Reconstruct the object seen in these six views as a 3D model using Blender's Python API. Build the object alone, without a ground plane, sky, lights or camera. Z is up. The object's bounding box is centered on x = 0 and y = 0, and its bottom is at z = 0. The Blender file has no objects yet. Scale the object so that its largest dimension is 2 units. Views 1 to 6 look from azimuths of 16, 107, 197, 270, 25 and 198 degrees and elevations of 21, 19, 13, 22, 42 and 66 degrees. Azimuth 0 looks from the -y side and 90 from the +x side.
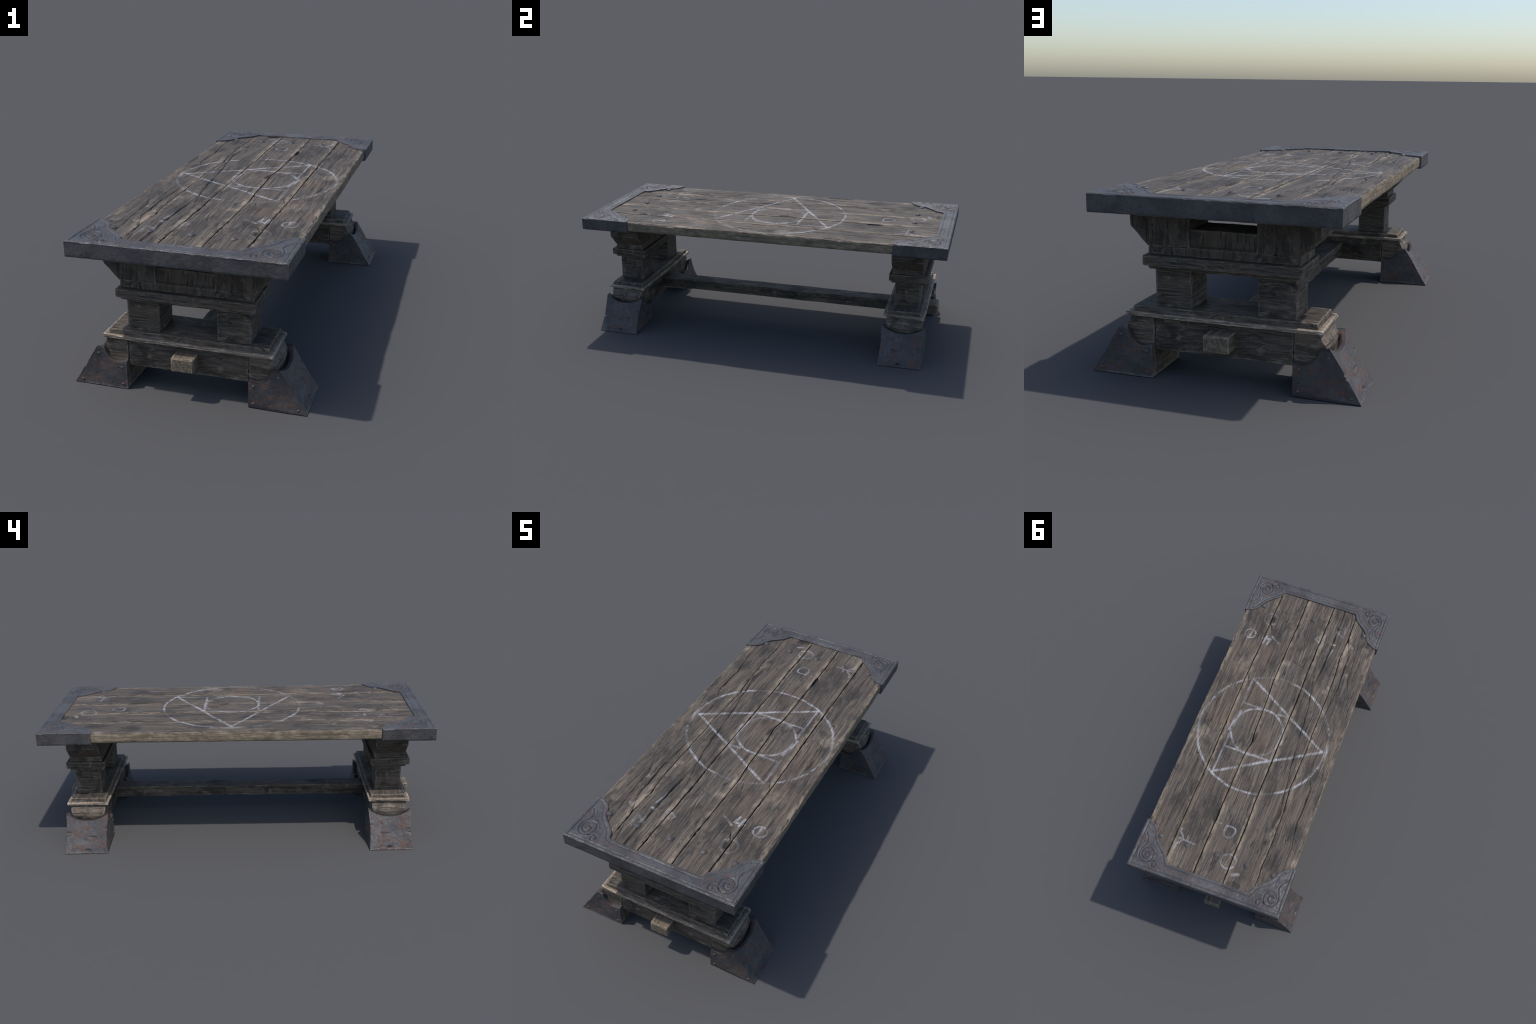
"""A heavy old trestle table: five weathered planks bound by iron end plates,
two moulded trestles standing in iron shoes, a long stretcher with through tenons,
and a chalk figure drawn on the top.  Grain of the top runs along y."""
import bpy, bmesh, math
import numpy as np
from mathutils import Vector, Matrix

# ------------------------------------------------------------------ noise
def _hash(ix, iy, iz, seed):
    h = (ix * 374761393 + iy * 668265263 + iz * 2147483647 + seed * 974634777) & 0xFFFFFFFF
    h = ((h ^ (h >> 13)) * 1274126177) & 0xFFFFFFFF
    h = ((h ^ (h >> 15)) * 2246822519) & 0xFFFFFFFF
    return ((h ^ (h >> 16)) & 0xFFFFFF) / float(0xFFFFFF)

def vnoise(p, seed=0):
    """smooth value noise in -1..1 for an (n,3) array"""
    p = np.asarray(p, float)
    i = np.floor(p).astype(np.int64)
    f = p - i
    f = f * f * f * (f * (f * 6 - 15) + 10)
    out = np.zeros(len(p))
    for dx in (0, 1):
        for dy in (0, 1):
            for dz in (0, 1):
                w = (f[:, 0] if dx else 1 - f[:, 0]) * (f[:, 1] if dy else 1 - f[:, 1]) * (f[:, 2] if dz else 1 - f[:, 2])
                out += w * _hash(i[:, 0] + dx, i[:, 1] + dy, i[:, 2] + dz, seed)
    return out * 2 - 1

def fbm(p, octaves=3, seed=0):
    p = np.asarray(p, float)
    out = np.zeros(len(p)); a = 1.0; tot = 0.0
    for o in range(octaves):
        out += a * vnoise(p * (2.03 ** o) + o * 17.3, seed + o * 31)
        tot += a; a *= 0.5
    return out / tot

def sstep(a, b, x):
    t = np.clip((x - a) / (b - a), 0, 1)
    return t * t * (3 - 2 * t)

def polyline_distance(x, y, pts):
    d = np.full(np.shape(x), 1e9)
    for (ax, ay), (bx, by) in zip(pts[:-1], pts[1:]):
        ux, uy = bx - ax, by - ay
        t = np.clip(((x - ax) * ux + (y - ay) * uy) / (ux * ux + uy * uy + 1e-12), 0, 1)
        d = np.minimum(d, np.hypot(x - ax - t * ux, y - ay - t * uy))
    return d

# ------------------------------------------------------------------ node helpers
class Tree:
    def __init__(self, tree):
        self.t = tree; self.n = tree.nodes; self.l = tree.links
    def node(self, kind, **kw):
        nd = self.n.new(kind)
        for k, v in kw.items():
            setattr(nd, k, v)
        return nd
    def put(self, sock, val):
        if isinstance(val, bpy.types.NodeSocket):
            self.l.new(val, sock)
        elif val is not None:
            sock.default_value = val
    def math(self, op, a, b=None, c=None, clamp=False):
        nd = self.node('ShaderNodeMath', operation=op, use_clamp=clamp)
        self.put(nd.inputs[0], a); self.put(nd.inputs[1], b)
        if c is not None: self.put(nd.inputs[2], c)
        return nd.outputs[0]
    def vmath(self, op, a, b=None, out=0):
        nd = self.node('ShaderNodeVectorMath', operation=op)
        self.put(nd.inputs[0], a)
        if b is not None: self.put(nd.inputs[1], b)
        return nd.outputs[out]
    def ramp(self, fac, a, b, lo=0.0, hi=1.0, smooth=True):
        nd = self.node('ShaderNodeMapRange', interpolation_type='SMOOTHSTEP' if smooth else 'LINEAR')
        self.put(nd.inputs['Value'], fac)
        self.put(nd.inputs['From Min'], a); self.put(nd.inputs['From Max'], b)
        self.put(nd.inputs['To Min'], lo); self.put(nd.inputs['To Max'], hi)
        return nd.outputs[0]
    def mix(self, fac, a, b, blend='MIX'):
        nd = self.node('ShaderNodeMix', data_type='RGBA', blend_type=blend)
        self.put(nd.inputs['Factor'], fac)
        def col(v): return v if isinstance(v, bpy.types.NodeSocket) else (*v, 1.0) if len(v) == 3 else v
        self.put(nd.inputs['A'], col(a)); self.put(nd.inputs['B'], col(b))
        return nd.outputs['Result']
    def noise(self, vec, scale, detail=4, rough=0.55, dist=0.0):
        nd = self.node('ShaderNodeTexNoise')
        self.put(nd.inputs['Vector'], vec)
        nd.inputs['Scale'].default_value = scale; nd.inputs['Detail'].default_value = detail
        nd.inputs['Roughness'].default_value = rough; nd.inputs['Distortion'].default_value = dist
        return nd.outputs['Fac']
    def mapping(self, vec, loc=(0, 0, 0), scale=(1, 1, 1), rot=(0, 0, 0)):
        nd = self.node('ShaderNodeMapping')
        self.put(nd.inputs['Vector'], vec)
        nd.inputs['Location'].default_value = loc; nd.inputs['Scale'].default_value = scale
        nd.inputs['Rotation'].default_value = rot
        return nd.outputs[0]

def new_material(name):
    m = bpy.data.materials.new(name); m.use_nodes = True
    m.node_tree.nodes.clear()
    t = Tree(m.node_tree)
    out = t.node('ShaderNodeOutputMaterial')
    bs = t.node('ShaderNodeBsdfPrincipled')
    t.l.new(bs.outputs[0], out.inputs[0])
    return m, t, bs

def stroke_group():
    """mask of a chalk stroke from A to B: 1 on the line, 0 away from it"""
    g = bpy.data.node_groups.new('chalk_stroke', 'ShaderNodeTree')
    for n, k in (('P', 'NodeSocketVector'), ('A', 'NodeSocketVector'), ('B', 'NodeSocketVector'),
                 ('Width', 'NodeSocketFloat'), ('Strength', 'NodeSocketFloat')):
        g.interface.new_socket(n, in_out='INPUT', socket_type=k)
    g.interface.new_socket('Mask', in_out='OUTPUT', socket_type='NodeSocketFloat')
    t = Tree(g)
    i = t.node('NodeGroupInput').outputs; o = t.node('NodeGroupOutput')
    pa = t.vmath('SUBTRACT', i['P'], i['A']); ba = t.vmath('SUBTRACT', i['B'], i['A'])
    h = t.math('DIVIDE', t.vmath('DOT_PRODUCT', pa, ba, 1), t.math('ADD', t.vmath('DOT_PRODUCT', ba, ba, 1), 1e-9), clamp=True)
    sc = t.node('ShaderNodeVectorMath', operation='SCALE'); t.put(sc.inputs[0], ba); t.put(sc.inputs['Scale'], h)
    d = t.vmath('LENGTH', t.vmath('SUBTRACT', pa, sc.outputs[0]), out=1)
    m = t.ramp(t.math('DIVIDE', d, i['Width']), 1.45, 0.30)
    t.put(o.inputs['Mask'], t.math('MULTIPLY', m, i['Strength']))
    return g

def ring_group():
    g = bpy.data.node_groups.new('chalk_ring', 'ShaderNodeTree')
    for n, k in (('P', 'NodeSocketVector'), ('Centre', 'NodeSocketVector'), ('Radius', 'NodeSocketFloat'),
                 ('Width', 'NodeSocketFloat'), ('Strength', 'NodeSocketFloat')):
        g.interface.new_socket(n, in_out='INPUT', socket_type=k)
    g.interface.new_socket('Mask', in_out='OUTPUT', socket_type='NodeSocketFloat')
    t = Tree(g)
    i = t.node('NodeGroupInput').outputs; o = t.node('NodeGroupOutput')
    d = t.vmath('LENGTH', t.vmath('SUBTRACT', i['P'], i['Centre']), out=1)
    d = t.math('ABSOLUTE', t.math('SUBTRACT', d, i['Radius']))
    m = t.ramp(t.math('DIVIDE', d, i['Width']), 1.45, 0.30)
    t.put(o.inputs['Mask'], t.math('MULTIPLY', m, i['Strength']))
    return g

# ------------------------------------------------------------------ the chalk drawing (x, y on the top)
RINGS = [  # centre, radius, half width, strength
    ((0.018, 0.033), 0.371, 0.0068, .95), ((0.056, 0.033), 0.149, 0.0070, .95),
    ((-0.073, 0.803), 0.040, 0.0055, 0.8), ((0.245, -0.715), 0.040, 0.0055, 0.75),
    ((0.327, -0.577), 0.031, 0.0050, 0.8)]
TRI = [(0.199, -0.288), (-0.332, 0.026), (0.203, 0.346)]
def rounded(pts):
    q = [pts[0]]
    for a, b in zip(pts[:-1], pts[1:]):
        q += [tuple(.75 * u + .25 * v for u, v in zip(a, b)), tuple(.25 * u + .75 * v for u, v in zip(a, b))]
    return q + [pts[-1]]
def chain(pts, w=0.005, s=0.75):
    w *= 1.08
    if w < .0064: s *= .88
    if len(pts) > 5: pts = rounded(pts)
    return [(a, b, w, s) for a, b in zip(pts[:-1], pts[1:])]
STROKES = (chain([TRI[0], TRI[1]], .0068, .85) + chain([TRI[1], TRI[2]], .0075, .95) + chain([TRI[2], (.200, .10)], .006, .6) + chain([(.201, -.10), TRI[0]], .006, .45)
    + chain([(0.200, 0.177), (-0.073, 0.181)], .006, .8) + chain([(-0.073, 0.181), (-0.087, -0.118)], .005, .5)
    + chain([(-0.087, -0.118), (-0.020, -0.113)], .0055, .6) + chain([(0.088, -0.118), (0.186, -0.118)], .006, .75)
    + chain([(0.19, -0.06), (0.208, 0.07)], .009, .6)
    + chain([(0.325, -0.556), (0.323, -0.594)], .005, .75)
    + chain([(0.205, -0.537), (0.197, -0.577), (0.245, -0.570)], .0055, .85) + chain([(0.235, -0.540), (0.226, -0.588)], .006, .85)
    + chain([(0.139, -0.567), (0.158, -0.573), (0.194, -0.600)], .0055, .7)
    + chain([(-0.099, -0.719), (-0.098, -0.647)], .008, .75) + chain([(-0.080, -0.657), (-0.051, -0.674), (-0.074, -0.698)], .005, .75)
    + chain([(-0.175, -0.672), (-0.152, -0.673)], .006, .75) + chain([(-0.174, -0.635), (-0.164, -0.592), (-0.161, -0.558)], .006, .45)
    + chain([(-0.202, -0.742), (-0.160, -0.768)], .006, .8) + chain([(-0.168, -0.772), (-0.164, -0.735)], .006, .8)
    + chain([(-0.202, -0.742), (-0.204, -0.778), (-0.197, -0.812)], .006, .6)
    + chain([(-0.283, -0.688), (-0.264, -0.703), (-0.258, -0.671)], .006, .6)
    + chain([(0.009, 0.619), (-0.037, 0.618), (-0.048, 0.632), (-0.047, 0.655), (-0.028, 0.680), (-0.002, 0.679), (0.011, 0.663), (0.009, 0.622)], .0045, .72)
    + chain([(0.074, 0.618), (0.037, 0.618)], .004, .5) + chain([(-0.120, 0.865), (-0.147, 0.852)], .008, .5)
    + chain([(0.228, 0.716), (0.229, 0.735), (0.210, 0.750), (0.201, 0.773), (0.210, 0.795), (0.229, 0.803), (0.230, 0.837)], .0055, .75)
    + chain([(0.220, 0.772), (0.133, 0.776)], .0055, .6) + chain([(0.181, 0.747), (0.177, 0.769)], .005, .5))
DARK = [(-.285, -.300, .085, .8), (-.378, -.385, .05, .7), (-.173, -.085, .06, .7), (-.177, .106, .05, .6), (.086, .077, .05, .6),
        (-.012, -.258, .07, .5), (.203, .720, .07, .8), (.214, .631, .06, .8), (.302, .60, .06, .6), (-.157, .835, .06, .8),
        (-.08, -.23, .06, .5), (.33, -.66, .09, .5), (-.30, -.18, .06, .6), (.12, .44, .06, .6), (-.13, .33, .06, .5), (.33, .37, .06, .5),
        (.36, -.83, .05, .5), (.02, .64, .04, .5)]
PALE = [(.345, .150, .05, .55), (.335, .215, .03, .4), (-.231, .582, .011, 1.0), (-.222, .60, .018, .6), (.067, -.450, .012, .9), (.045, -.455, .02, .5),
        (-.309, -.499, .011, .8), (-.237, -.379, .013, .9), (-.220, -.348, .016, .7), (-.230, -.590, .02, .5), (.30, -.35, .05, .4), (.20, .87, .06, .4),
        (-.40, .70, .02, .7), (-.36, -.70, .02, .5)]
ORANGE = [(.288, -.089, .016, .8), (.289, .02, .06, .5), (.29, -.305, .05, .5), (.235, -.289, .018, .7), (.092, .44, .022, .9), (.19, -.23, .05, .4),
          (.03, .08, .05, .35), (.36, -.45, .03, .4), (.19, -.45, .06, .35)]

# ------------------------------------------------------------------ wood material
def wood_material(name, grain='Y', seed=0.0, tone=1.0, xrange=None, edge=0.6, top=False, stroke=None, ring=None):
    m, t, bs = new_material(name)
    tc = t.node('ShaderNodeTexCoord'); P = tc.outputs['Object']
    geo = t.node('ShaderNodeNewGeometry')
    off = (seed * 3.17, seed * 1.91, seed * 2.33)
    wob = t.noise(t.mapping(P, off), 5.0, 2)
    k = 0.022 if top else 0.035
    def st(a, b):   # stretched coordinates: b along the grain, a across it
        return {'X': (b, a, a), 'Y': (a, b, a), 'Z': (a, a, b)}[grain]
    warp = t.vmath('ADD', P, t.vmath('MULTIPLY', t.node('ShaderNodeCombineXYZ').outputs[0], (0, 0, 0)))
    cx = t.node('ShaderNodeCombineXYZ')
    for s in cx.inputs: t.put(s, wob)
    warp = t.vmath('ADD', P, t.vmath('MULTIPLY', cx.outputs[0], st(k, 0.0)))
    endface = None
    if not top and grain != 'Y':
        ns = t.node('ShaderNodeSeparateXYZ'); t.l.new(geo.outputs['Normal'], ns.inputs[0])
        endface = t.ramp(t.math('ABSOLUTE', ns.outputs[0]), .55, .70)
    def gmap(loc, along):
        a = t.mapping(warp, loc, st(1.0, along))
        if endface is None: return a
        b = t.mapping(warp, loc, (1.0, along * 1.8, 1.0))
        nd = t.node('ShaderNodeMix', data_type='VECTOR')
        t.put(nd.inputs['Factor'], endface)
        va = [i_ for i_ in nd.inputs if i_.type == 'VECTOR' and i_.name in ('A', 'B')]
        t.put(va[0], a); t.put(va[1], b)
        return [o_ for o_ in nd.outputs if o_.type == 'VECTOR'][0]
    soft = .45 if grain == 'Z' else 1.0
    fibre = t.noise(gmap(off, 0.022), 330.0, 4, 0.68, 0.0)
    streak = t.noise(gmap(off, 0.035), 85.0, 6, 0.68, 0.12)
    band = t.noise(gmap(off, 0.10), 22.0, 5, 0.65, 0.25)
    blot = t.noise(t.mapping(P, (off[1], off[2], off[0])), 7.0, 6, 0.62, 0.4)
    speck = t.noise(t.mapping(P, off), 90.0, 5, 0.7)
    if top:
        mid, dark, pale, grey, red = (.118, .090, .068), (.030, .0255, .0225), (.41, .318, .224), (.121, .103, .086), (.088, .063, .048)
    else:
        mid, dark, pale, grey, red = (.128, .097, .071), (.023, .0185, .0152), (.38, .308, .232), (.118, .101, .083), (.096, .063, .042)
    sc = lambda c, f=1.0: tuple(v * tone * f for v in c)
    col = t.mix(t.ramp(blot, .40, .62), sc(mid), sc(grey))
    col = t.mix(t.ramp(band, .50, .70, 0, .6), col, sc(red))
    col = t.mix(t.ramp(streak, .40, .70, 0, .75 * soft), col, sc(dark, 1.35))
    col = t.mix(t.ramp(streak, .47, .27, 0, .50 * soft), col, sc(pale, .55))
    col = t.mix(t.ramp(fibre, .46, .68, 0, .70), col, sc(dark))
    col = t.mix(t.ramp(speck, .60, .72, 0, .35), col, sc(pale, .75))
    hair = t.noise(gmap((off[1], off[0], off[2]), .02), 170.0, 3, .6)
    col = t.mix(t.ramp(hair, .53, .66, 0, .62 * soft), col, sc(dark))
    col = t.mix(t.ramp(hair, .45, .32, 0, .40 * soft), col, sc(pale, .62))
    stain = t.noise(t.mapping(P, (off[2], off[0], off[1]), st(1.0, 0.45)), 11.0, 8, 0.72, 0.2)
    col = t.mix(t.ramp(stain, .49, .62, 0, .72), col, sc(dark))
    # fine drying cracks along the grain
    crack = t.noise(gmap((off[2], off[1], off[0]), 0.028), 48.0, 2, 0.5)
    crackm = t.math('MULTIPLY', t.ramp(t.math('ABSOLUTE', t.math('SUBTRACT', crack, .5)), .012, .003), t.ramp(blot, .42, .55))
    col = t.mix(t.math('MULTIPLY', crackm, .8), col, sc(dark, .45))
    edgen = t.noise(t.mapping(P, off, st(1.0, .35)), 60.0, 5, 0.7)
    point = geo.outputs['Pointiness']
    sep = t.node('ShaderNodeSeparateXYZ'); t.l.new(P, sep.inputs[0])
    X, Y, Z = sep.outputs
    if top:
        nsep = t.node('ShaderNodeSeparateXYZ'); t.l.new(geo.outputs['Normal'], nsep.inputs[0])
        nz = t.ramp(nsep.outputs[2], .35, .75)
        lo, hi = xrange
        # worn pale arris on the +x side of each board, thinner on the -x side
        wv = t.math('MULTIPLY', t.math('SUBTRACT', t.noise(t.mapping(P, off, (1, .6, 1)), 14.0, 4, .65), .5), .05)
        xr = t.math('ADD', X, wv)
        pr = t.math('MULTIPLY', t.ramp(xr, hi - .030, hi - .002), t.ramp(edgen, .38, .58, .10, .80))
        pr = t.math('MULTIPLY', pr, t.ramp(t.noise(t.mapping(P, off, (.6, .5, 1)), 9.0, 3, .6), .40, .56, .25, 1.0))
        pl = t.math('MULTIPLY', t.ramp(xr, lo + .020, lo + .003), t.ramp(edgen, .42, .62, .0, .45))
        col = t.mix(t.math('MULTIPLY', t.math('MAXIMUM', pr, pl), nz), col, sc(pale, .80))
        if abs(lo) > .4 or abs(hi) > .4:
            side = t.math('SUBTRACT', 1.0, nz)
            dull = t.mix(t.ramp(edgen, .40, .65), (.19, .148, .098), (.34, .27, .185))
            dull = t.mix(t.ramp(streak, .46, .66, 0, .6), dull, (.10, .077, .052))
            dull = t.mix(t.ramp(t.noise(t.mapping(P, off, (1, .45, 1)), 22, 6, .7), .48, .66, 0, .75), dull, (.11, .085, .057))
            col = t.mix(t.math('MULTIPLY', side, .8), col, dull)
        # local patches: stains, pale scuffs and orange resin
        P2 = t.vmath('MULTIPLY', P, (1, 1, 0))
        jit = t.math('MULTIPLY', t.math('SUBTRACT', t.noise(t.mapping(P, off, (1, .7, 1)), 34.0, 8, .78), .5), 2.4)
        def spots(lst, aspect):
            acc = None
            for (px, py, r, s) in lst:
                if not (lo - r < px < hi + r): continue
                v = t.vmath('MULTIPLY', t.vmath('SUBTRACT', P2, (px, py, 0)), (1 / r, aspect / r, 0))
                d = t.math('ADD', t.vmath('LENGTH', v, out=1), jit)
                f = t.ramp(d, 1.35, .35, 0.0, s)
                acc = f if acc is None else t.math('MAXIMUM', acc, f)
            return acc
        for lst, c, asp, amt in ((DARK, (.028, .025, .023), .75, .78), (ORANGE, (.17, .085, .042), .7, .5), (PALE, (.44, .36, .27), .9, .55)):
            f = spots(lst, asp)
            if f is not None:
                brk = t.math('MULTIPLY', t.ramp(edgen, .38, .60, .25, 1.0), t.ramp(hair, .62, .45, .45, 1.0))
                col = t.mix(t.math('MULTIPLY', t.math('MULTIPLY', f, brk), amt), col, c)
        # chalk
        acc = None
        def fold(v):
            nonlocal acc
            acc = v if acc is None else t.math('MAXIMUM', acc, v)
        cj = t.node('ShaderNodeTexNoise'); cj.inputs['Scale'].default_value = 10; cj.inputs['Detail'].default_value = 8; cj.inputs['Roughness'].default_value = .68
        t.l.new(P, cj.inputs['Vector'])
        PJ = t.vmath('MULTIPLY', t.vmath('ADD', P, t.vmath('MULTIPLY', t.vmath('SUBTRACT', cj.outputs['Color'], (.5, .5, .5)), (.016, .016, 0))), (1, 1, 0))
        fade = t.ramp(t.noise(t.mapping(P, (4.4, 2.1, 0)), 7.5, 4, .65), .41, .60, .16, 1.0)
        brk2 = t.ramp(t.noise(t.mapping(P, (1.7, .6, 0)), 24.0, 5, .7), .36, .52, .25, 1.0)
        fade = t.math('MULTIPLY', fade, brk2)
        for c, r, w, s in RINGS:
            if c[0] + r + w < lo or c[0] - r - w > hi: continue
            g = t.node('ShaderNodeGroup'); g.node_tree = ring
            t.l.new(PJ, g.inputs['P']); g.inputs['Centre'].default_value = (*c, 0)
            g.inputs['Radius'].default_value = r; g.inputs['Width'].default_value = w; g.inputs['Strength'].default_value = s
            fold(t.math('MULTIPLY', g.outputs[0], fade))
        for a, b, w, s in STROKES:
            if max(a[0], b[0]) + w + .01 < lo or min(a[0], b[0]) - w - .01 > hi: continue
            g = t.node('ShaderNodeGroup'); g.node_tree = stroke
            t.l.new(PJ, g.inputs['P']); g.inputs['A'].default_value = (*a, 0); g.inputs['B'].default_value = (*b, 0)
            g.inputs['Width'].default_value = w; g.inputs['Strength'].default_value = s
            fold(t.math('MULTIPLY', g.outputs[0], t.ramp(fade, .05, .8, .38, 1.0, smooth=False)))
        # deep places of the board (seams, cracks) go near-black, by height below the top
        deep = t.ramp(Z, .6346, .6290)
        inner = t.ramp(t.math('ABSOLUTE', X), .409, .406)
        deep = t.math('MULTIPLY', deep, inner)
        if acc is not None:
            rub = t.math('MULTIPLY', t.ramp(hair, .62, .46, .35, 1.0), t.ramp(t.noise(P, 160.0, 5, .75), .38, .54, .35, 1.0))
            ch = t.math('MULTIPLY', t.math('MULTIPLY', acc, rub), t.math('MULTIPLY', nz, 1.1))
            ch = t.math('MULTIPLY', ch, t.math('SUBTRACT', 1.0, t.math('MULTIPLY', deep, .9)))
            col = t.mix(ch, col, (.39, .385, .395))
        col = t.mix(t.math('MULTIPLY', deep, .93), col, (.012, .012, .013))
    else:
        worn = t.math('MULTIPLY', t.ramp(point, .508, .565), t.ramp(edgen, .36, .60, .2, 1.0))
        col = t.mix(t.math('MULTIPLY', worn, edge), col, sc(pale))
        scuff = t.noise(t.mapping(P, off, st(1.0, .6)), 26.0, 6, .68, .3)
        col = t.mix(t.ramp(scuff, .54, .70, 0, .6), col, sc(pale, .72))
        if name.endswith('stretcher'):
            ten = t.ramp(t.math('ABSOLUTE', Y), .86, .90)
            tcol = t.mix(t.ramp(streak, .36, .62), (.205, .162, .115), (.10, .078, .056))
            tcol = t.mix(t.ramp(scuff, .52, .66, 0, .7), tcol, (.09, .072, .052))
            tcol = t.mix(t.math('MULTIPLY', worn, .8), tcol, (.42, .34, .23))
            col = t.mix(ten, col, tcol)
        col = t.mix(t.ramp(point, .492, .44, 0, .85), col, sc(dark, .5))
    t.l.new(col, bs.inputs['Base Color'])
    t.put(bs.inputs['Roughness'], t.ramp(blot, .3, .7, .62, .82))
    bs.inputs['Specular IOR Level'].default_value = 0.35
    hgt = t.math('ADD', t.math('MULTIPLY', hair, -.7), t.math('MULTIPLY', streak, -1.0))
    hgt = t.math('SUBTRACT', hgt, t.math('MULTIPLY', crackm, .9))
    bp = t.node('ShaderNodeBump'); bp.inputs['Strength'].default_value = .75; bp.inputs['Distance'].default_value = .0045
    t.l.new(hgt, bp.inputs['Height']); t.l.new(bp.outputs[0], bs.inputs['Normal'])
    return m

# ------------------------------------------------------------------ iron material
def iron_material(name, rust=0.5, tone=1.0, pit=1.0):
    m, t, bs = new_material(name)
    tc = t.node('ShaderNodeTexCoord'); P = tc.outputs['Object']
    geo = t.node('ShaderNodeNewGeometry')
    big = t.noise(t.mapping(P, (3, 1, 2)), 9.0, 5, .6, .3)
    fine = t.noise(P, 55.0, 6, .68)
    grit = t.noise(P, 210.0, 3, .6)
    rn = t.noise(t.mapping(P, (7, 2, 5)), 34.0, 7, .72, .8)
    patch = t.noise(t.mapping(P, (1, 9, 4)), 11.0, 3, .6)
    sc = lambda c: tuple(v * tone for v in c)
    col = t.mix(t.ramp(big, .36, .64), sc((.052, .052, .056)), sc((.088, .086, .088)))
    col = t.mix(t.ramp(fine, .50, .70, 0, .55), col, sc((.026, .025, .028)))
    col = t.mix(t.ramp(fine, .44, .26, 0, .5), col, sc((.135, .133, .136)))
    rm = t.math('MULTIPLY', t.ramp(rn, .485, .60), t.ramp(patch, .38, .55))
    col = t.mix(t.math('MULTIPLY', rm, rust), col, t.mix(t.ramp(grit, .35, .65), (.085, .046, .036), (.225, .088, .046)))
    col = t.mix(.18 * rust, col, (.060, .047, .043))
    brown = t.ramp(t.noise(t.mapping(P, (2, 2, 8)), 20.0, 5, .65), .50, .68, 0, .75 * min(1, rust + .05))
    col = t.mix(brown, col, (.090, .058, .046))
    point = geo.outputs['Pointiness']
    col = t.mix(t.math('MULTIPLY', t.ramp(point, .515, .60), t.ramp(fine, .34, .58, .1, .62)), col, (.24, .235, .23))
    col = t.mix(t.ramp(point, .490, .43, 0, .75), col, (.022, .022, .026))
    bs.inputs['Metallic'].default_value = 0.15
    t.put(bs.inputs['Roughness'], t.math('ADD', t.ramp(fine, .3, .7, .42, .60), t.math('MULTIPLY', rm, .25)))
    pits = t.ramp(t.noise(t.mapping(P, (6, 6, 1)), 70.0, 2, .5), .62, .72)
    col = t.mix(t.math('MULTIPLY', pits, .6 * pit), col, (.020, .019, .021))
    h = t.math('ADD', t.math('MULTIPLY', fine, 1.2 * pit), t.math('MULTIPLY', big, 1.6))
    h = t.math('SUBTRACT', h, t.math('MULTIPLY', pits, .8 * pit))
    t.l.new(col, bs.inputs['Base Color'])
    h = t.math('ADD', h, t.math('MULTIPLY', rm, .4))
    bp = t.node('ShaderNodeBump'); bp.inputs['Strength'].default_value = .5; bp.inputs['Distance'].default_value = .004
    t.l.new(h, bp.inputs['Height']); t.l.new(bp.outputs[0], bs.inputs['Normal'])
    return m

# ------------------------------------------------------------------ mesh helpers
def mesh_object(name, verts, faces, mat, parent, sharp=None):
    me = bpy.data.meshes.new(name)
    me.from_pydata([tuple(v) for v in verts], [], [tuple(f) for f in faces])
    bm = bmesh.new(); bm.from_mesh(me); bmesh.ops.recalc_face_normals(bm, faces=bm.faces); bm.to_mesh(me); bm.free()
    return finish(me, name, mat, parent, sharp)

def finish(me, name, mat, parent, sharp=None):
    me.materials.append(mat)
    me.polygons.foreach_set('use_smooth', [True] * len(me.polygons))
    if sharp: me.set_sharp_from_angle(angle=math.radians(sharp))
    me.update()
    ob = bpy.data.objects.new(name, me); bpy.context.collection.objects.link(ob)
    ob.parent = parent
    return ob

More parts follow.
